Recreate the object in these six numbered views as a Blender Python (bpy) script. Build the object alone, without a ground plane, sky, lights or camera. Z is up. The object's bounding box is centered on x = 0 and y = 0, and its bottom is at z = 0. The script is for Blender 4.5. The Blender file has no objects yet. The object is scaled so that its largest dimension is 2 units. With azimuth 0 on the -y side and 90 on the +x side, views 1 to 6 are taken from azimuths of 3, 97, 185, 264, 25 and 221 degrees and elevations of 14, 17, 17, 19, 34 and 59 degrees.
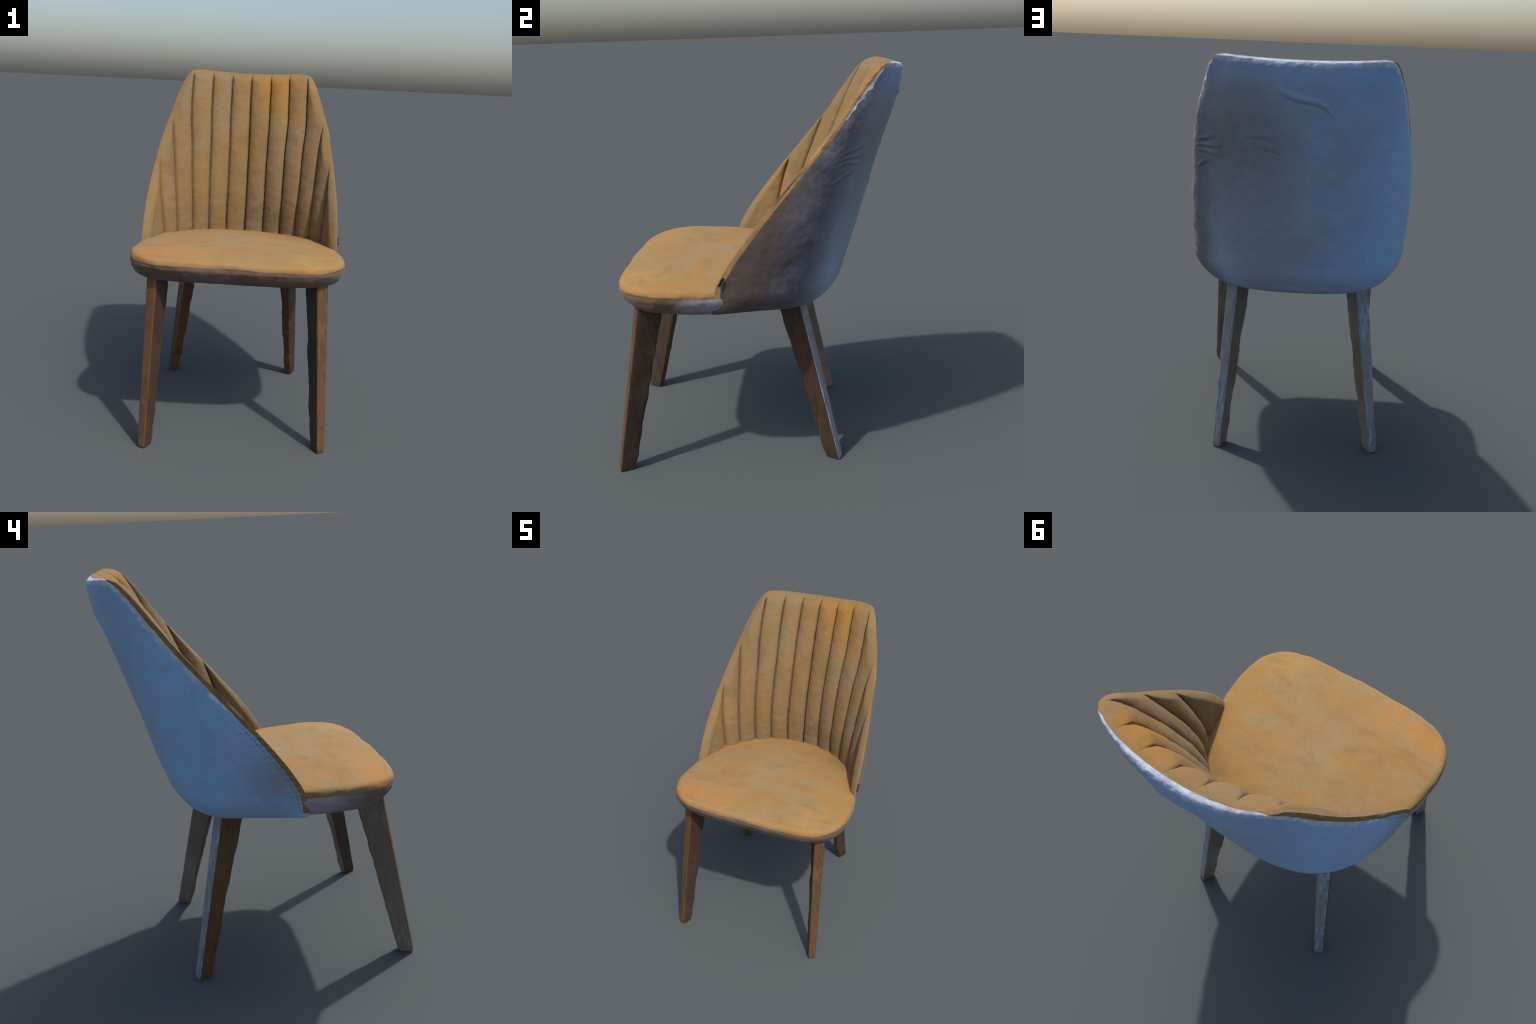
"""Upholstered dining chair: channel-quilted tan bucket back with a blue-lit velvet
outer cover, rounded seat cushion and four splayed plank-section wooden legs."""
import bpy, math
import numpy as np
from mathutils import Vector, noise

# ------------------------------------------------------------------ helpers
def pchip(xs, ys):
    """Monotone cubic through control points."""
    xs, ys = np.array(xs, float), np.array(ys, float)
    h, d = np.diff(xs), np.diff(ys) / np.diff(xs)
    m = np.zeros(len(xs))
    m[0], m[-1] = d[0], d[-1]
    for i in range(1, len(xs) - 1):
        if d[i - 1] * d[i] > 0:
            a, b = 2 * h[i] + h[i - 1], h[i] + 2 * h[i - 1]
            m[i] = (a + b) / (a / d[i - 1] + b / d[i])

    def f(x):
        x = np.clip(np.asarray(x, float), xs[0], xs[-1])
        i = np.clip(np.searchsorted(xs, x) - 1, 0, len(xs) - 2)
        t = (x - xs[i]) / h[i]
        return ((2 * t**3 - 3 * t**2 + 1) * ys[i] + (t**3 - 2 * t**2 + t) * h[i] * m[i]
                + (-2 * t**3 + 3 * t**2) * ys[i + 1] + (t**3 - t**2) * h[i] * m[i + 1])
    return f


def sstep(a, b, x):
    t = np.clip((np.asarray(x, float) - a) / (b - a), 0, 1)
    return t * t * (3 - 2 * t)


def fbm(P, scale, octaves=3, seed=0.0):
    off = Vector((seed * 7.3, seed * 3.1, seed * 5.7))
    return np.array([noise.fractal(Vector(p) * scale + off, 1.0, 2.0, octaves) for p in P.reshape(-1, 3)]).reshape(P.shape[:-1])


YAW, X0 = math.radians(2.2), -0.02     # the upholstery is turned a little on its legs


def to_world(P):
    c, s = math.cos(YAW), math.sin(YAW)
    Q = P.copy()
    Q[..., 0] = c * P[..., 0] - s * P[..., 1] + X0
    Q[..., 1] = s * P[..., 0] + c * P[..., 1]
    return Q


def new_object(name, verts, faces, mats, parent=None, smooth=True, face_mats=None):
    me = bpy.data.meshes.new(name)
    me.from_pydata([tuple(v) for v in verts], [], [tuple(f) for f in faces])
    me.update()
    for m in (mats if isinstance(mats, (list, tuple)) else [mats]):
        me.materials.append(m)
    me.polygons.foreach_set("use_smooth", [smooth] * len(me.polygons))
    if face_mats is not None:
        me.polygons.foreach_set("material_index", [int(i) for i in face_mats])
    ob = bpy.data.objects.new(name, me)
    bpy.context.scene.collection.objects.link(ob)
    if parent is not None:
        ob.parent = parent
    return ob


def vertex_normals(V, faces):
    N = np.zeros_like(V)
    F = np.array(faces)
    n = np.cross(V[F[:, 2]] - V[F[:, 0]], V[F[:, 3]] - V[F[:, 1]])
    for j in range(4):
        np.add.at(N, F[:, j], n)
    return N / np.maximum(np.linalg.norm(N, axis=1, keepdims=True), 1e-12)


def split_objects(name_of, V, faces, normals, region, mats_of, parent_of):
    """Separate one surface into named objects by face region, keeping the whole surface's normals."""
    faces, region = np.array(faces), np.array(region)
    made = []
    for r in sorted(set(region.tolist())):
        fs = faces[region == r]
        used, inv = np.unique(fs, return_inverse=True)
        ob = new_object(name_of(r), V[used], inv.reshape(fs.shape), mats_of(r), parent_of(r))
        ob.data.normals_split_custom_set_from_vertices([tuple(n) for n in normals[used]])
        made.append(ob)
    return made


# ---------------------------------------------------------------- materials
class Mat:
    def __init__(self, name, rough=0.8, sheen=0.0, spec=0.3):
        self.m = bpy.data.materials.new(name)
        self.m.use_nodes = True
        self.t = self.m.node_tree
        self.b = self.t.nodes["Principled BSDF"]
        self.b.inputs["Roughness"].default_value = rough
        self.b.inputs["Specular IOR Level"].default_value = spec
        if sheen:
            self.b.inputs["Sheen Weight"].default_value = sheen
            self.b.inputs["Sheen Roughness"].default_value = 0.5
        self.co = self.t.nodes.new("ShaderNodeTexCoord").outputs["Object"]
        sep = self.t.nodes.new("ShaderNodeSeparateXYZ")
        self.t.links.new(self.co, sep.inputs[0])
        self.x, self.y, self.z = sep.outputs

    def link(self, a, sock):
        if isinstance(a, (int, float)):
            sock.default_value = a
        elif isinstance(a, tuple):
            sock.default_value = (*a, 1) if len(a) == 3 and len(sock.default_value) == 4 else a
        else:
            self.t.links.new(a, sock)

    def math(self, op, a, b=0.0, clamp=False):
        n = self.t.nodes.new("ShaderNodeMath")
        n.operation, n.use_clamp = op, clamp
        self.link(a, n.inputs[0]); self.link(b, n.inputs[1])
        return n.outputs[0]

    def noise(self, scale, detail=4, stretch=(1, 1, 1), offset=(0, 0, 0), rough=0.55, distort=0.0, rot=(0, 0, 0)):
        mp = self.t.nodes.new("ShaderNodeMapping")
        mp.inputs["Scale"].default_value = stretch
        mp.inputs["Location"].default_value = offset
        mp.inputs["Rotation"].default_value = rot
        self.t.links.new(self.co, mp.inputs[0])
        n = self.t.nodes.new("ShaderNodeTexNoise")
        n.inputs["Scale"].default_value = scale
        n.inputs["Detail"].default_value = detail
        n.inputs["Roughness"].default_value = rough
        n.inputs["Distortion"].default_value = distort
        self.t.links.new(mp.outputs[0], n.inputs["Vector"])
        return n.outputs["Fac"]

    def range(self, v, a, b, lo=0.0, hi=1.0):
        n = self.t.nodes.new("ShaderNodeMapRange")
        n.interpolation_type = "SMOOTHSTEP"
        self.link(v, n.inputs["Value"])
        for k, q in zip(("From Min", "From Max", "To Min", "To Max"), (a, b, lo, hi)):
            n.inputs[k].default_value = q
        return n.outputs["Result"]

    def blob(self, cx, cy, cz, r, soft):
        """Mask: 1 inside a soft ball."""
        n = self.t.nodes.new("ShaderNodeVectorMath")
        n.operation = "DISTANCE"
        self.t.links.new(self.co, n.inputs[0])
        n.inputs[1].default_value = (cx, cy, cz)
        return self.range(n.outputs["Value"], r - soft, r + soft, 1.0, 0.0)

    def mix(self, f, a, b, blend="MIX"):
        n = self.t.nodes.new("ShaderNodeMix")
        n.data_type, n.blend_type = "RGBA", blend
        self.link(f, n.inputs[0]); self.link(a, n.inputs[6]); self.link(b, n.inputs[7])
        return n.outputs[2]

    def finish(self, col, bump=None, strength=0.15, dist=0.004):
        self.t.links.new(col, self.b.inputs["Base Color"])
        if bump is not None:
            n = self.t.nodes.new("ShaderNodeBump")
            n.inputs["Strength"].default_value = strength
            n.inputs["Distance"].default_value = dist
            self.t.links.new(bump, n.inputs["Height"])
            self.t.links.new(n.outputs[0], self.b.inputs["Normal"])
        return self.m


def tan_velvet(name, base, warm, pale, patches, stretch):
    """Tan nap: soft brushed patches of warmer, paler and darker pile; patches = list of (blob, colour, strength)."""
    m = Mat(name, 0.85, 0.04, 0.15)
    a = m.range(m.noise(2.6, 3, stretch=stretch, distort=0.8), 0.42, 0.66)
    b = m.range(m.noise(4.2, 4, stretch=stretch, offset=(3, 1, 2), distort=0.5), 0.40, 0.64)
    d = m.range(m.noise(7.0, 4, stretch=stretch, offset=(7, 5, 2), distort=0.6), 0.50, 0.72)
    g = m.range(m.noise(70, 3), 0.3, 0.7)
    c = m.mix(m.math("MULTIPLY", a, 0.6), base, warm)
    c = m.mix(m.math("MULTIPLY", b, 0.75), c, pale)
    for (x, y, z, r, soft), col, k in patches:
        n = m.range(m.noise(5.0, 3, offset=(x * 9, y * 5, z)), 0.25, 0.6)
        c = m.mix(m.math("MULTIPLY", m.math("MULTIPLY", m.blob(x, y, z, r, soft), n), k), c, col)
    c = m.mix(m.math("MULTIPLY", d, 0.3), c, m.mix(0.5, c, (0.05, 0.035, 0.02)))
    c = m.mix(m.math("MULTIPLY", g, 0.2), c, m.mix(0.5, c, (0.04, 0.025, 0.012)))
    return m.finish(c, m.noise(150, 3), 0.25, 0.002)


TAN = tan_velvet("tan_velvet", (0.20, 0.125, 0.054), (0.25, 0.14, 0.042), (0.20, 0.145, 0.08),
                 [((0.2, 0.6, 1.92, 0.2, 0.25), (0.30, 0.145, 0.03), 1.0), ((-0.5, 0.1, 1.3, 0.05, 0.2), (0.29, 0.17, 0.06), 0.5)], (1, 1, 0.7))
TAN_SEAT = tan_velvet("tan_velvet_seat", (0.285, 0.168, 0.058), (0.345, 0.172, 0.042), (0.262, 0.188, 0.088),
                      [((-0.35, -0.55, 1.0, 0.1, 0.25), (0.42, 0.175, 0.045), 1.0), ((0.42, -0.5, 1.0, 0.02, 0.16), (0.45, 0.29, 0.10), 0.9),
                       ((0.3, 0.25, 1.0, 0.04, 0.15), (0.17, 0.105, 0.048), 1.0), ((-0.05, -0.2, 1.0, 0.05, 0.25), (0.26, 0.205, 0.125), 0.9)], (0.6, 1.3, 1))


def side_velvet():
    m = Mat("shaded_side_velvet", 0.85, 0.1, 0.2)  # baked shade darkens the tan; lavender baked light towards the rear sides
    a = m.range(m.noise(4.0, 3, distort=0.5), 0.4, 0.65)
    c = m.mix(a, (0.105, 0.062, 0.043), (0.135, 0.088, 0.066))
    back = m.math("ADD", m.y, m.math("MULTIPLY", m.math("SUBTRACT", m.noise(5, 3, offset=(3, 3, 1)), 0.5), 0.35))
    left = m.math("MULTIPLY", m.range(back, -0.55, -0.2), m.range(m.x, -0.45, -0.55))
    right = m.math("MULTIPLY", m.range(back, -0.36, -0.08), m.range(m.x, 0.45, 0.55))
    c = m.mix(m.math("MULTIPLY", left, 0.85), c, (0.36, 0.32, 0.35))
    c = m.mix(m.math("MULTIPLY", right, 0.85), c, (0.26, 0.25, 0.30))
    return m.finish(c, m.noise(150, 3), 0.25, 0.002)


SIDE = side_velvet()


def blue_lit_velvet():
    """Baked light in the colour: blue on back and left, brown shade on right."""
    m = Mat("blue_lit_velvet", 0.75, 0.1, 0.3)
    big = m.math("SUBTRACT", m.noise(2.6, 4, distort=0.6), 0.5)
    mid = m.math("SUBTRACT", m.noise(6.0, 4, distort=0.4, offset=(2, 5, 1)), 0.5)
    g = m.range(m.noise(45, 4), 0.3, 0.75)
    wob = m.math("ADD", m.math("MULTIPLY", big, 0.9), m.math("MULTIPLY", mid, 0.35))
    across = m.math("ADD", m.x, wob)
    c = m.mix(m.range(across, -0.55, 0.2), (0.30, 0.495, 0.73), (0.295, 0.335, 0.41))
    c = m.mix(m.range(m.noise(3.4, 3, offset=(9, 2, 4)), 0.5, 0.7), c, m.mix(0.5, c, (0.32, 0.42, 0.58)))
    top = m.range(m.math("ADD", m.z, m.math("MULTIPLY", mid, 0.25)), 1.80, 1.93)
    c = m.mix(m.math("MULTIPLY", top, 0.6), c, (0.27, 0.42, 0.62))
    patch = m.math("MULTIPLY", m.blob(0.30, 0.66, 1.60, 0.24, 0.26), m.range(m.noise(5, 4, offset=(5, 2, 1)), 0.2, 0.55))
    c = m.mix(m.math("MULTIPLY", patch, 0.9), c, (0.215, 0.205, 0.20))
    low = m.math("MULTIPLY", m.blob(-0.58, -0.06, 1.08, 0.13, 0.2), m.range(m.noise(7, 4, offset=(1, 2, 8)), 0.1, 0.5))
    c = m.mix(m.math("MULTIPLY", low, 0.9), c, (0.25, 0.225, 0.20))
    # right flank, baked shade painted dark brown: distance ahead of the back plane
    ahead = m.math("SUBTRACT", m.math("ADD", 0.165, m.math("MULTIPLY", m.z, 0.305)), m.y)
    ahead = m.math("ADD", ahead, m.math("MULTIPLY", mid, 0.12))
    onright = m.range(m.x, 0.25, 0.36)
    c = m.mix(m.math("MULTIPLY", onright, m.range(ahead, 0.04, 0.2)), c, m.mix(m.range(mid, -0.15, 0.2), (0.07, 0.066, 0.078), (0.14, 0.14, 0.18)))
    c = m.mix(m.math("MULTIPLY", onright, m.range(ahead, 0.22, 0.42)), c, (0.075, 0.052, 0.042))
    c = m.mix(m.math("MULTIPLY", g, 0.15), c, m.mix(0.5, c, (0.03, 0.04, 0.06)))
    return m.finish(c, m.noise(120, 3), 0.3, 0.002)


BLUE = blue_lit_velvet()


def edge_binding_material():
    m = Mat("edge_velvet", 0.85, 0.04, 0.15)
    c = m.mix(m.range(m.noise(9, 4, distort=0.4), 0.35, 0.65), (0.235, 0.14, 0.062), (0.32, 0.185, 0.072))
    c = m.mix(m.math("MULTIPLY", m.range(m.noise(35, 4), 0.5, 0.7), 0.35), c, (0.13, 0.085, 0.05))
    return m.finish(c, m.noise(60, 4), 0.35, 0.004)


EDGE = edge_binding_material()


def edge_highlight_material():
    m = Mat("pale_highlight_velvet", 0.8, 0.1, 0.3)  # baked white highlight of the rim, painted as a pale band
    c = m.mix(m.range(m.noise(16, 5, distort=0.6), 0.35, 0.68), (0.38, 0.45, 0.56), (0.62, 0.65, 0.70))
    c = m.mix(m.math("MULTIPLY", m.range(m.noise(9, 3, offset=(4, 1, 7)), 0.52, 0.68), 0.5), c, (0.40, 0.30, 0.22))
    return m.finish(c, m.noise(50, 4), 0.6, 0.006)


HIGHLIGHT = edge_highlight_material()


def wood(name, c1, c2, c3):
    m = Mat(name, 0.5, 0.0, 0.35)
    grain = m.noise(10, 5, stretch=(6, 6, 0.5), distort=0.8)
    fine = m.noise(40, 4, stretch=(5, 5, 0.25), offset=(2, 4, 1))
    tone = m.range(m.noise(3.2, 3, offset=(4, 4, 4)), 0.4, 0.66)
    c = m.mix(m.range(grain, 0.35, 0.68), c1, c2)
    c = m.mix(m.math("MULTIPLY", tone, 0.7), c, c3)
    c = m.mix(m.math("MULTIPLY", m.range(fine, 0.52, 0.7), 0.55), c, (c1[0] * 0.45, c1[1] * 0.45, c1[2] * 0.45))
    return m.finish(c, fine, 0.2, 0.003)


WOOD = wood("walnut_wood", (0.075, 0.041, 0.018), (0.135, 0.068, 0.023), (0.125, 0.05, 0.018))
WOOD_DARK = wood("shaded_walnut_wood", (0.042, 0.027, 0.018), (0.068, 0.042, 0.025), (0.055, 0.026, 0.017))  # walnut copy for leg faces with baked shade in their colour
WOOD_RED = wood("warm_lit_walnut_wood", (0.11, 0.055, 0.02), (0.15, 0.075, 0.024), (0.14, 0.047, 0.028))  # walnut copy with the warmer baked light of one leg face
WOOD_GREY = wood("grey_lit_wood", (0.20, 0.17, 0.12), (0.25, 0.22, 0.17), (0.17, 0.11, 0.08))  # leg faces tinted grey by baked light
WOOD_BLUE = wood("blue_lit_wood", (0.19, 0.19, 0.19), (0.33, 0.42, 0.49), (0.26, 0.23, 0.20))  # rear leg faces: baked blue light painted over the brown

sm = Mat("seam_shade", 0.9, 0.0, 0.1)  # baked occlusion of the channel valleys, painted as a dark line
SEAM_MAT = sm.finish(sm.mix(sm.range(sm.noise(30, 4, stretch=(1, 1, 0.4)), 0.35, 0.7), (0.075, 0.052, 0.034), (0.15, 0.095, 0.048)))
tag_m = Mat("black_label_fabric", 0.6, 0.0, 0.3)
TAG = tag_m.finish(tag_m.mix(tag_m.range(tag_m.noise(80, 2), 0.5, 0.6), (0.02, 0.02, 0.024), (0.09, 0.085, 0.085)))
th_m = Mat("blue_grey_thread", 0.6, 0.0, 0.3)
THREAD = th_m.finish(th_m.mix(th_m.noise(50, 2), (0.13, 0.18, 0.26), (0.25, 0.31, 0.40)))

# ------------------------------------------------------------------- chair
chair = bpy.data.objects.new("dining_chair", None)
bpy.context.scene.collection.objects.link(chair)
chair["label"] = "upholstered dining chair, tan channelled back, blue-lit outside, splayed wooden legs"
chair["category"] = "chair"

# ---------------------------------------------------- backrest: shell profiles
Z_TOP = 1.985
rim_x = pchip([0.86, 0.90, 1.0, 1.1, 1.2, 1.3, 1.4, 1.5, 1.6, 1.7, 1.8, 1.9, 1.95, 1.972, 1.985],
              [0.558, 0.566, 0.571, 0.571, 0.569, 0.562, 0.551, 0.537, 0.519, 0.495, 0.465, 0.428, 0.403, 0.382, 0.335])
rim_y = pchip([0.86, 0.90, 1.0, 1.1, 1.2, 1.3, 1.4, 1.5, 1.6, 1.7, 1.8, 1.9, 1.96, 1.985],
              [-0.160, -0.157, -0.138, -0.086, -0.017, 0.061, 0.143, 0.229, 0.313, 0.397, 0.477, 0.561, 0.620, 0.663])
back_y = pchip([0.86, 0.95, 1.12, 1.32, 1.5, 1.65, 1.80, 1.90, 1.955, 1.975, 1.985],
               [0.435, 0.463, 0.514, 0.577, 0.633, 0.682, 0.732, 0.758, 0.762, 0.752, 0.732])
squareness = pchip([0.86, 1.2, 1.6, 1.98], [2.6, 2.38, 1.97, 1.8])
pad_roundness = pchip([0.86, 1.0, 1.2, 1.5, 2.0], [1.9, 1.85, 1.68, 1.56, 1.45])
front_y = pchip([0.86, 1.0, 1.1, 1.2, 1.3, 1.4, 1.6, 1.8, 1.9, 1.985],          # face of the padding at the centre line
                [0.320, 0.402, 0.402, 0.410, 0.428, 0.453, 0.515, 0.590, 0.634, 0.675])
channel_w = pchip([0.86, 1.0, 1.5, 1.7, 2.0], [0.117, 0.118, 0.122, 0.126, 0.124])

NU, NV = 481, 280
sig = np.linspace(-1, 1, NU)
S = np.sign(sig) * (0.45 * np.abs(sig) + 0.55 * np.sin(np.abs(sig) * math.pi / 2))     # denser near the rims
tv = np.linspace(0, 1, NV)
zs = 0.90 + (Z_TOP - 0.90) * (0.55 * tv + 0.45 * np.sin(tv * math.pi / 2))

# bottom rounding rows (outer cover only): quarter-turn under
NB = 26
th_b = np.linspace(math.pi / 2, 0, NB, endpoint=False)


def u_curve(a, yr, yb, n):
    """A horizontal U, rim to rim by arc length: points, outward normals, signed arc length, half length."""
    th = np.linspace(-math.pi / 2, math.pi / 2, 1201)
    sx = np.sign(np.sin(th)) * np.abs(np.sin(th)) ** (2 / n) * a
    sy = yr + (yb - yr) * np.abs(np.cos(th)) ** (2 / n)
    L = np.r_[0, np.cumsum(np.hypot(np.diff(sx), np.diff(sy)))]
    half = L[-1] / 2
    l = half * (1 + S)
    x, y = np.interp(l, L, sx), np.interp(l, L, sy)
    tx, ty = np.gradient(x, l), np.gradient(y, l)
    m = np.hypot(tx, ty)
    return np.stack([x, y], 1), np.stack([-ty / m, tx / m], 1), l - half, half


def u_slice(z, inset=0.0):
    """One section of the outer cover, optionally drawn in (less at the rims)."""
    P, N, l, half = u_curve(float(rim_x(z)), float(rim_y(z)), float(back_y(z)), float(squareness(z)))
    w = 0.3 + 0.7 * sstep(0.0, 0.35, half - np.abs(l))
    return P - N * (inset * w)[:, None], N, l, half


def el(d, r):
    """Quarter-ellipse rise: a rounded edge of radius r."""
    return np.sqrt(np.clip(1 - (1 - np.clip(d / r, 0, 1)) ** 2, 0, 1))


outer, inner, chan, d_side, d_top, dirs, dirs_in = [], [], [], [], [], [], []
for z in zs:
    P, N, l, half = u_slice(z)
    dip = 0.015 * (P[:, 0] / 0.36) ** 2 * sstep(1.7, Z_TOP, z)               # top edge dips in the middle
    I, NI, li, hi = u_curve(float(rim_x(z)), float(rim_y(z)), float(front_y(z)) + 0.035, float(pad_roundness(z)))
    ds = np.minimum((half - np.abs(l)), hi - np.abs(li)) * 0.8
    dt = np.full(NU, (Z_TOP - z))
    I = I - NI * (0.035 * el(ds, 0.035))[:, None]
    # channel coordinate by arc length along the padded face
    arc = np.r_[0, np.cumsum(np.hypot(*np.diff(I, axis=0).T))]
    arc -= arc[NU // 2]
    k = el(dt, 0.05)[:, None]
    I = P + (I - P) * k
    inw = sstep(0.0, 0.25, ds)
    lean, back = 0.001 + 0.007 * inw, 0.006 * np.tanh(P[:, 0] / 0.1) * (1 - inw)                             # the shell is slightly skewed to its right
    outer.append(np.column_stack([P + np.column_stack([lean, back]), z + dip]))
    inner.append(np.column_stack([I + np.column_stack([lean, back]), z + dip]))
    chan.append(arc / channel_w(z)); d_side.append(ds); d_top.append(dt); dirs.append(N); dirs_in.append(NI)
dirs, dirs_in = np.array(dirs), np.array(dirs_in)
outer, inner, chan, d_side, d_top = map(np.array, (outer, inner, chan, d_side, d_top))

# channel padding: full rolls between sharp stitched valleys, fading out at the rim
wander = 0.035 * fbm(inner * np.array([1.5, 1.5, 1.0]), 3.0, 2, 4)
cc = chan + wander
f = cc - np.floor(cc)
roll = np.clip(1 - np.abs(2 * f - 1) ** 2.0, 0, 1) ** 0.5
outermost = np.abs(cc) > 5
roll = np.where(outermost, np.clip(1 - np.clip((6 - np.abs(cc)) , 0, 1) ** 3, 0, 1) ** 0.62, roll)
seam = np.exp(-(np.minimum(f, 1 - f) / 0.04) ** 2) * (np.abs(cc) < 5.5)
fade = sstep(0.0, 0.045, d_side) * (0.25 + 0.75 * sstep(0.0, 0.07, d_top))
lump = fbm(inner, 9.0, 3, 1) * 0.0035 + fbm(inner, 26.0, 2, 2) * 0.0012
bulge = ((0.033 * (roll - 0.62) - 0.010 * seam) * fade + lump * sstep(0, 0.02, d_side))
inner[..., 0] -= dirs_in[..., 0] * bulge
inner[..., 1] -= dirs_in[..., 1] * bulge

# outer cover: soft lumps, a slack fold across the upper back, puckers at both flanks
def crease(P, pts, depth, width, lip=0.0):
    """Groove along a polyline in (x, z), with a raised lip above it."""
    x, z = P[..., 0], P[..., 2]
    pts = np.array(pts, float)
    f = pchip(pts[:, 0], pts[:, 1])
    dz = z - f(x)
    a, b = pts[0, 0], pts[-1, 0]
    span = b - a
    w = sstep(a - 0.1 * span, a + 0.3 * span, x) * (1 - sstep(b - 0.3 * span, b + 0.1 * span, x))
    return w * (-depth * np.exp(-(dz / width) ** 2) + lip * np.exp(-((dz - 2.5 * width) / (2.2 * width)) ** 2))


back_side = sstep(0.25, 0.55, outer[..., 1])
rel = fbm(outer, 3.0, 2, 7) * 0.006 + fbm(outer, 12.0, 3, 8) * 0.0022 + fbm(outer, 40.0, 2, 9) * 0.0005
rel += back_side * crease(outer, [(-0.14, 1.735), (-0.09, 1.785), (-0.05, 1.799), (0.0, 1.808), (0.045, 1.819), (0.11, 1.845)], 0.008, 0.007, 0.010)
rel += back_side * crease(outer, [(0.10, 1.62), (0.17, 1.645), (0.25, 1.64)], 0.003, 0.008, 0.003)
rel += back_side * crease(outer, [(0.08, 1.57), (0.14, 1.59), (0.2, 1.60)], 0.003, 0.008, 0.003)
right = sstep(0.3, 0.45, outer[..., 0])
for z0, tilt, y0, y1 in [(1.605, 0.45, 0.46, 0.58), (1.575, 0.2, 0.44, 0.60), (1.545, 0.0, 0.45, 0.57), (1.50, 0.35, 0.42, 0.50)]:
    yy = outer[..., 1]
    dz = outer[..., 2] - (z0 + tilt * (yy - 0.5) + 0.006 * np.sin(40 * yy + 9 * z0))
    w = sstep(y0 - 0.03, y0 + 0.04, yy) * (1 - sstep(y1 - 0.04, y1 + 0.03, yy))
    rel += right * w * (-0.005 * np.exp(-(dz / 0.007) ** 2) + 0.003 * np.exp(-((dz - 0.014) / 0.009) ** 2))
left = sstep(0.45, 0.53, -outer[..., 0])
puck = np.sin(outer[..., 2] * 210 + 6 * outer[..., 1]) * np.exp(-d_side / 0.03) * sstep(0.95, 1.05, outer[..., 2]) * (1 - sstep(1.25, 1.4, outer[..., 2]))
rel += left * puck * 0.003
edge_rough = fbm(outer, 30.0, 3, 11) * 0.004 * np.exp(-np.minimum(d_side, d_top) / 0.04) * sstep(1.3, 1.7, outer[..., 2])
rel = (rel + edge_rough) * sstep(0.0, 0.012, np.minimum(d_side, d_top) + 0.002)
outer[..., 0] += dirs[..., 0] * rel
outer[..., 1] += dirs[..., 1] * rel

# the belly turns under with a large elliptical radius, smaller at the front edges
Z_B, R_B = 0.985, 0.115


def belly(P, half, l):
    low = 0.875 - 0.035 * sstep(-0.1, 0.35, P[:, 1])                  # hangs lower towards the back
    return low, R_B * (0.15 + 0.85 * sstep(0.0, 0.35, half - np.abs(l)))


for i, z in enumerate(zs):
    if z < Z_B:
        P, N, l, half = u_slice(z)
        low, R = belly(P, half, l)
        q = R * (1 - np.sqrt(np.clip(1 - ((Z_B - z) / (Z_B - low)) ** 2, 0, 1)))
        outer[i, :, :2] -= N * q[:, None]
P, N, l, half = u_slice(0.90)
low, R = belly(P, half, l)
a0 = np.arcsin(np.clip((Z_B - 0.90) / (Z_B - low), 0, 1))
rel0 = outer[0, :, :2] - (P - N * (R * (1 - np.cos(a0)))[:, None])
under = []
for t in np.linspace(1, 0, NB):
    ang = a0 + (math.pi / 2 - a0) * t
    q = R * (1 - np.cos(ang))
    under.append(np.column_stack([P - N * q[:, None] + rel0 * (1 - t), Z_B - (Z_B - low) * np.sin(ang)]))
under = np.array(under)
outer_all = np.concatenate([under[:-1], outer], 0)
NO = len(outer_all)
V = np.concatenate([to_world(outer_all).reshape(-1, 3), to_world(inner).reshape(-1, 3)])
n_out = NO * NU
faces, region = [], []
RIM, PALE, SEAM = 100, 101, 102
edge_noise = fbm(outer, 22.0, 3, 51)
for i in range(NO - 1):
    for j in range(NU - 1):
        faces.append((i * NU + j, i * NU + j + 1, (i + 1) * NU + j + 1, (i + 1) * NU + j))
        r, k = 99, i - (NB - 1)
        if k >= 0:
            x, z = outer[k, j, 0], outer[k, j, 2]
            ragged = edge_noise[k, j]
            side, top = min(d_side[k, j], d_side[k, j + 1]), d_top[k, j]
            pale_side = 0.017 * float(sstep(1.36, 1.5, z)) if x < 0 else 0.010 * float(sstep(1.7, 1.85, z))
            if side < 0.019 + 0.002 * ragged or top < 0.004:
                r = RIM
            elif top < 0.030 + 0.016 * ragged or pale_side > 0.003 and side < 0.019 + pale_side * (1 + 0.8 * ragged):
                r = PALE  # strip that carries the painted rim highlight
        region.append(r)
# weld the inner grid to the outer along both sides and the top
def iid(i, j):
    if j in (0, NU - 1) or i == NV - 1:
        return (i + NB - 1) * NU + j
    return n_out + i * NU + j
for i in range(NV - 1):
    for j in range(NU - 1):
        faces.append((iid(i, j), iid(i + 1, j), iid(i + 1, j + 1), iid(i, j + 1)))
        q = cc[i:i + 2, j:j + 2].mean()
        r = int(math.floor(np.clip(q, -5.99, 5.99)))
        if abs(q - round(q)) < 0.021 and abs(q) < 5.4 and d_side[i, j] > 0.022 and d_top[i, j] > 0.02:
            r = SEAM
        region.append(r)
Fa = np.array(faces)
normals = vertex_normals(V, faces)

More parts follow.
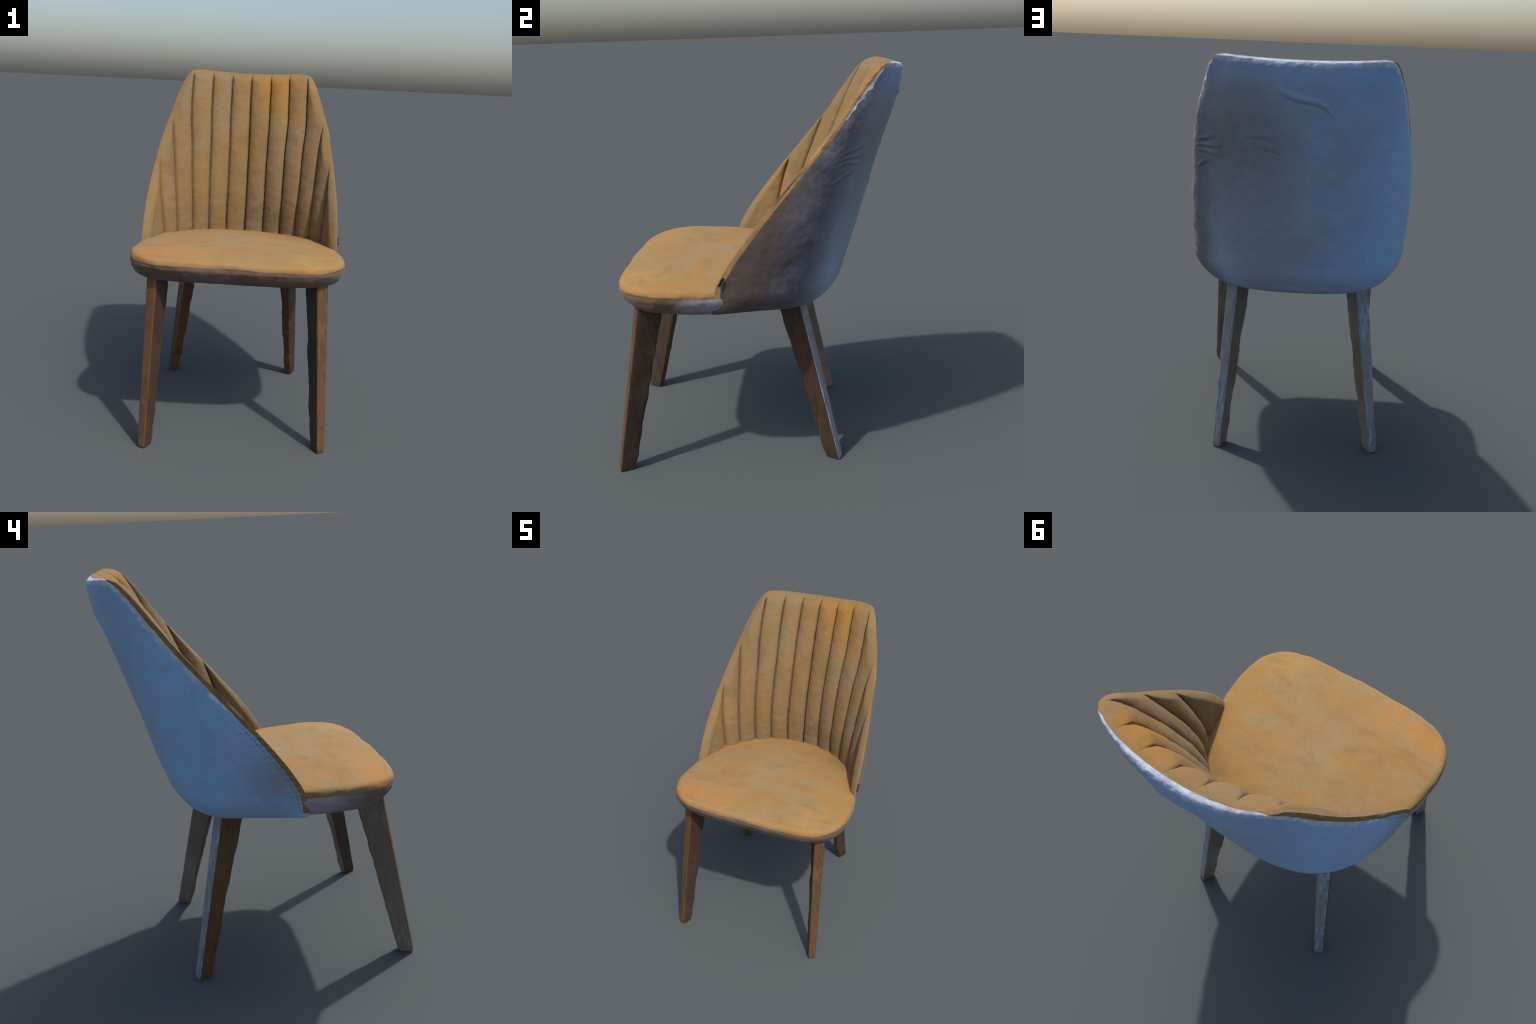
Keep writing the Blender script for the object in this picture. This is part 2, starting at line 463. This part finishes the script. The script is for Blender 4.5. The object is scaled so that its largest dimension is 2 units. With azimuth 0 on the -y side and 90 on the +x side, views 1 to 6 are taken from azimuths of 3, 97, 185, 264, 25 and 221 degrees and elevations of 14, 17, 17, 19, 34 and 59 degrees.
backrest = bpy.data.objects.new("backrest", None)
bpy.context.scene.collection.objects.link(backrest)
backrest.parent = chair
name_of = lambda r: "outer_cover" if r == 99 else "edge_binding" if r == RIM else "edge_highlight" if r == PALE else "seam" if r == SEAM else "quilted_channel"
mats_of = lambda r: BLUE if r == 99 else EDGE if r == RIM else HIGHLIGHT if r == PALE else SEAM_MAT if r == SEAM else TAN
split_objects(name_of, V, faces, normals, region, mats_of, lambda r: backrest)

# base panel closing the underside of the shell
ring = to_world(under[0] + np.array([0, 0, 0.004]))
cen = ring.mean(0); cen[2] = ring[:, 2].mean()
V2 = np.vstack([ring, ring * [1, 1, 1] + [0, 0, 0.03], [cen], [cen + [0, 0, 0.03]]])
n = NU
f2 = [(j, (j + 1) % n, 2 * n) for j in range(n)] + [((j + 1) % n + n, j + n, 2 * n + 1) for j in range(n)] + [(j, j + n, (j + 1) % n + n, (j + 1) % n) for j in range(n)]
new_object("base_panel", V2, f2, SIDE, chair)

# ------------------------------------------------------------ seat cushion
half_outline = [(0.0, -0.655), (0.2, -0.652), (0.33, -0.644), (0.425, -0.625), (0.50, -0.584), (0.552, -0.525), (0.584, -0.44),
                (0.592, -0.35), (0.586, -0.23), (0.570, -0.12), (0.550, -0.02), (0.528, 0.08), (0.49, 0.18), (0.42, 0.28), (0.31, 0.355), (0.16, 0.40), (0.0, 0.41)]
ho = np.array(half_outline)
pts = np.vstack([ho, (ho[1:-1] * [-1, 1])[::-1]])
# closed Catmull-Rom, then even arc length
NS = 420
M = len(pts)
dense = []
for i in range(M):
    p0, p1, p2, p3 = pts[i - 1], pts[i], pts[(i + 1) % M], pts[(i + 2) % M]
    for t in np.linspace(0, 1, 24, endpoint=False):
        dense.append(0.5 * (2 * p1 + (p2 - p0) * t + (2 * p0 - 5 * p1 + 4 * p2 - p3) * t**2 + (3 * p1 - p0 - 3 * p2 + p3) * t**3))
dense = np.array(dense + [dense[0]])
L = np.r_[0, np.cumsum(np.hypot(*np.diff(dense, axis=0).T))]
dense[:, 0] += 0.006 * sstep(0.1, -0.3, dense[:, 1])
u = np.linspace(0, L[-1], NS, endpoint=False)
O = np.stack([np.interp(u, L, dense[:, 0]), np.interp(u, L, dense[:, 1])], 1)
tan = np.roll(O, -1, 0) - np.roll(O, 1, 0)
tan /= np.linalg.norm(tan, axis=1, keepdims=True)
outn = np.stack([tan[:, 1], -tan[:, 0]], 1)          # counter-clockwise outline: outward normal
# profile of the edge: (inset, height fraction 0 bottom .. 1 top), from under to top, then the crown
edge_prof = [(0.20, -0.02), (0.12, -0.01), (0.075, 0.0), (0.052, 0.03), (0.034, 0.10), (0.022, 0.20), (0.011, 0.34), (0.003, 0.48),
             (0.000, 0.58), (0.0008, 0.66), (0.0025, 0.695), (0.0012, 0.73), (0.003, 0.80), (0.0085, 0.885), (0.017, 0.935), (0.030, 0.972), (0.050, 0.995)]
pr = np.array(edge_prof)
tt = np.linspace(0, 1, 60)
pl = np.r_[0, np.cumsum(np.hypot(np.diff(pr[:, 0]), np.diff(pr[:, 1]) * 0.12))]
pin = pchip(pl / pl[-1], pr[:, 0])(tt)
pht = pchip(pl / pl[-1], pr[:, 1])(tt)


def seat_top(x, y):
    """Height of the seat's upper edge line and crown."""
    return 1.013 - 0.009 * x + 0.007 * sstep(-0.15, -0.45, y) - 0.026 * sstep(-0.2, 0.35, y)


def seat_bottom(x, y):
    return 0.882 - 0.016 * sstep(-0.6, -0.1, y)


rows, kind = [], []
for ins, h in zip(pin, pht):
    q = O - outn * (ins + 0.014 * (1 - min(h / 0.6, 1)) * sstep(-0.45, -0.6, O[:, 1]) + 0.10 * max(0.0, 1 - h / 0.8) * sstep(0.05, 0.3, O[:, 1]))[:, None]
    zb, zt = seat_bottom(q[:, 0], q[:, 1]), seat_top(q[:, 0], q[:, 1])
    rows.append(np.column_stack([q, zb + (zt - zb) * h])); kind.append(1 if h < 0.695 else 0)
edge_last = rows[-1]
centre = np.array([0.0, -0.15])
CROWN = 0.025
for s in np.linspace(1, 0, 70)[1:-1]:
    q = centre + (edge_last[:, :2] - centre) * s
    zt = seat_top(q[:, 0], q[:, 1])
    rows.append(np.column_stack([q, zt - 0.0005 + CROWN * (1 - s**3.0)])); kind.append(0)
rows = np.array(rows)
D = fbm(rows, 2.6, 2, 21) * 0.006 + fbm(rows, 9.0, 3, 22) * 0.0025
edge_rel = fbm(rows * np.array([1, 1, 2.0]), 14.0, 3, 23) * 0.004
for i in range(len(rows)):
    k = 1.0 if i < 60 else 0.0
    rows[i, :, 2] += D[i] * (1.0 if i >= 45 else 0.5)
    if k:
        w = sstep(0, 10, i)
        rows[i, :, :2] += outn * (edge_rel[i] * w)[:, None]
        rows[i, :, 2] += edge_rel[i] * 0.5 * (1 - sstep(20, 50, i))
nr = len(rows)
VS = np.vstack([to_world(rows).reshape(-1, 3)])
fs, reg = [], []
for i in range(nr - 1):
    for j in range(NS):
        j2 = (j + 1) % NS
        fs.append((i * NS + j, i * NS + j2, (i + 1) * NS + j2, (i + 1) * NS + j))
        reg.append(kind[i])
NSn = vertex_normals(VS, fs)
cap_top = VS[(nr - 1) * NS:].mean(0)
seat = bpy.data.objects.new("seat", None)
bpy.context.scene.collection.objects.link(seat)
seat.parent = chair
# close top with a fan and bottom with a fan
VS = np.vstack([VS, cap_top, VS[:NS].mean(0)])
NSn = np.vstack([NSn, [0, 0, 1], [0, 0, -1]])
it, ib = len(VS) - 2, len(VS) - 1
for j in range(0, NS, 2):
    a, b, c = j, (j + 1) % NS, (j + 2) % NS
    o = (nr - 1) * NS
    fs.append((o + a, o + b, o + c, it)); reg.append(0)
    fs.append((c, b, a, ib)); reg.append(1)
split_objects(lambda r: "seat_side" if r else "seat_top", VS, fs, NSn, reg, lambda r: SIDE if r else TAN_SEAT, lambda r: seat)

# ------------------------------------------------------------------- legs
H_LEG = 0.93
# foot centre x, y; centre x, y at height 0.9; outward heading; thickness foot/top; depth foot/top; materials
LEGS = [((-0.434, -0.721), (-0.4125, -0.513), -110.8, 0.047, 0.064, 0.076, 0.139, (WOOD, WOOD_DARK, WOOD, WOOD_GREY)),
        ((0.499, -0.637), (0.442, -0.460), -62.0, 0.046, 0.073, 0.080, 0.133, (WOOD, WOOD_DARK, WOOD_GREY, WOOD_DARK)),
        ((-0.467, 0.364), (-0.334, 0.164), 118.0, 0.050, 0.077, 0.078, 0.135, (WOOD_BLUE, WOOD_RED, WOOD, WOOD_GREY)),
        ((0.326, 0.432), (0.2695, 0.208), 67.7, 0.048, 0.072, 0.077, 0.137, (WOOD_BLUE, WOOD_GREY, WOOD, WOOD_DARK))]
for li_, ((bx, by), (tx, ty), ang, wb, wt, db, dt, mats) in enumerate(LEGS):
    a = math.radians(ang)
    nrm, tg = np.array([math.cos(a), math.sin(a)]), np.array([-math.sin(a), math.cos(a)])
    NZ, NP = 110, 72
    ring = []
    for q in range(NP):                         # rounded rectangle section, unit half sizes, perimeter order
        th = 2 * math.pi * (q + 0.5) / NP
        c_, s_ = math.cos(th), math.sin(th)
        e = 2 / 9.0
        ring.append((math.copysign(abs(c_) ** e, c_), math.copysign(abs(s_) ** e, s_)))
    ring = np.array(ring)                       # x: outward, y: tangential
    rows, fm = [], []
    for i in range(NZ):
        z = H_LEG * i / (NZ - 1)
        t = z / 0.9
        c = np.array([bx + (tx - bx) * t, by + (ty - by) * t])
        w, d = wb + (wt - wb) * t, db + (dt - db) * t
        k = 1 - 0.10 * math.exp(-z / 0.008)     # small chamfer at the foot
        q = c + np.outer(ring[:, 0] * d / 2 * k, nrm) + np.outer(ring[:, 1] * w / 2 * k, tg)
        rows.append(np.column_stack([q, np.full(NP, z)]))
    rows = np.array(rows)
    ch = fbm(rows * np.array([1, 1, 0.6]), 15.0, 3, 31 + li_) * 0.006      # hand-worn faces, wavier on the inner edge
    inner_edge = sstep(0.2, -0.9, ring[:, 0]) if False else np.clip(0.35 - 0.65 * ring[:, 0], 0.2, 1)
    rr = np.stack([ring[:, 0:1] * nrm + ring[:, 1:2] * tg])[0]
    rows[:, :, :2] += rr[None] * (ch * inner_edge[None] * sstep(0.0, 0.05, rows[:, :, 2]))[..., None]
    V3 = np.vstack([rows.reshape(-1, 3), [bx, by, 0.0], [tx + 0, ty + 0, H_LEG]])
    f3, fm = [], []
    for i in range(NZ - 1):
        for j in range(NP):
            j2 = (j + 1) % NP
            f3.append((i * NP + j, i * NP + j2, (i + 1) * NP + j2, (i + 1) * NP + j))
            th = 2 * math.pi * (j + 1.0) / NP
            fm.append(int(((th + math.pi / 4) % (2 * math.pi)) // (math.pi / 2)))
    for j in range(NP):
        j2 = (j + 1) % NP
        f3.append((j2, j, NZ * NP)); fm.append(0)
        f3.append(((NZ - 1) * NP + j, (NZ - 1) * NP + j2, NZ * NP + 1)); fm.append(0)
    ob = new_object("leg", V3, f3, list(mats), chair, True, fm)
    ob.data.set_sharp_from_angle(angle=math.radians(40))

# --------------------------------------------- stitches along the left edge of the cover
rng = np.random.default_rng(5)
sv, sf = [], []
path = []
for k in range(NV):
    z = outer[k, 0, 2]
    if z > 1.34:
        break
    j = int(np.argmin(np.abs(d_side[k, :NU // 2] - 0.030)))
    path.append(to_world(outer[k, j][None])[0])
path = np.array(path)
nrm_left = np.array([-1.0, 0.05, 0.0])
L = np.r_[0, np.cumsum(np.linalg.norm(np.diff(path, axis=0), axis=1))]
for q in np.arange(0.02, L[-1], 0.019):
    p = np.array([np.interp(q, L, path[:, i]) for i in range(3)])
    p2 = np.array([np.interp(q + 0.006, L, path[:, i]) for i in range(3)])
    t = (p2 - p) / max(np.linalg.norm(p2 - p), 1e-9)
    side = np.cross(t, nrm_left); side /= np.linalg.norm(side)
    base = len(sv)
    ln = 0.0060 + 0.001 * rng.standard_normal()
    for a in range(7):
        lat = -math.pi / 2 + math.pi * a / 6
        for b in range(8):
            lon = 2 * math.pi * b / 8
            sv.append(p + t * math.sin(lat) * ln + (side * math.cos(lon) * 0.0028 + nrm_left * math.sin(lon) * 0.0032) * math.cos(lat))
    for a in range(6):
        for b in range(8):
            b2 = (b + 1) % 8
            sf.append((base + a * 8 + b, base + a * 8 + b2, base + (a + 1) * 8 + b2, base + (a + 1) * 8 + b))
st = new_object("stitching", np.array(sv), sf, THREAD, backrest)
st["kind"] = "stuff"

# --------------------------------------------- folded black label sewn into the right edge
prof = []
for q in range(13):                                # ribbon folded in a loop, standing out from the seam
    a = math.pi * q / 12
    prof.append((0.019 * math.sin(a), -0.0045 * math.cos(a)))
tv_, tf_ = [], []
c0 = np.array([0.556, -0.078, 1.047])
up = np.array([0.0, 0.5, 0.86]); up /= np.linalg.norm(up)
outw = np.array([0.93, -0.3, 0.0]); outw /= np.linalg.norm(outw)
thk = np.cross(up, outw)
for layer, sc in ((0, 1.0), (1, 0.72)):
    for e in np.linspace(-0.022, 0.022, 9):
        for o, w in prof:
            tv_.append(c0 + up * e + outw * (o * sc - 0.004) + thk * w * sc)
n1, w1 = 9 * 13, 13
for layer in (0, 1):
    for i in range(8):
        for j in range(12):
            a = layer * n1 + i * w1 + j
            fq = (a, a + 1, a + w1 + 1, a + w1)
            tf_.append(fq if layer == 0 else fq[::-1])
for i in (0, 8):
    for j in range(12):
        a = i * w1 + j
        fq = (a, a + n1, a + n1 + 1, a + 1)
        tf_.append(fq if i == 0 else fq[::-1])
new_object("label", np.array(tv_), tf_, TAG, backrest)
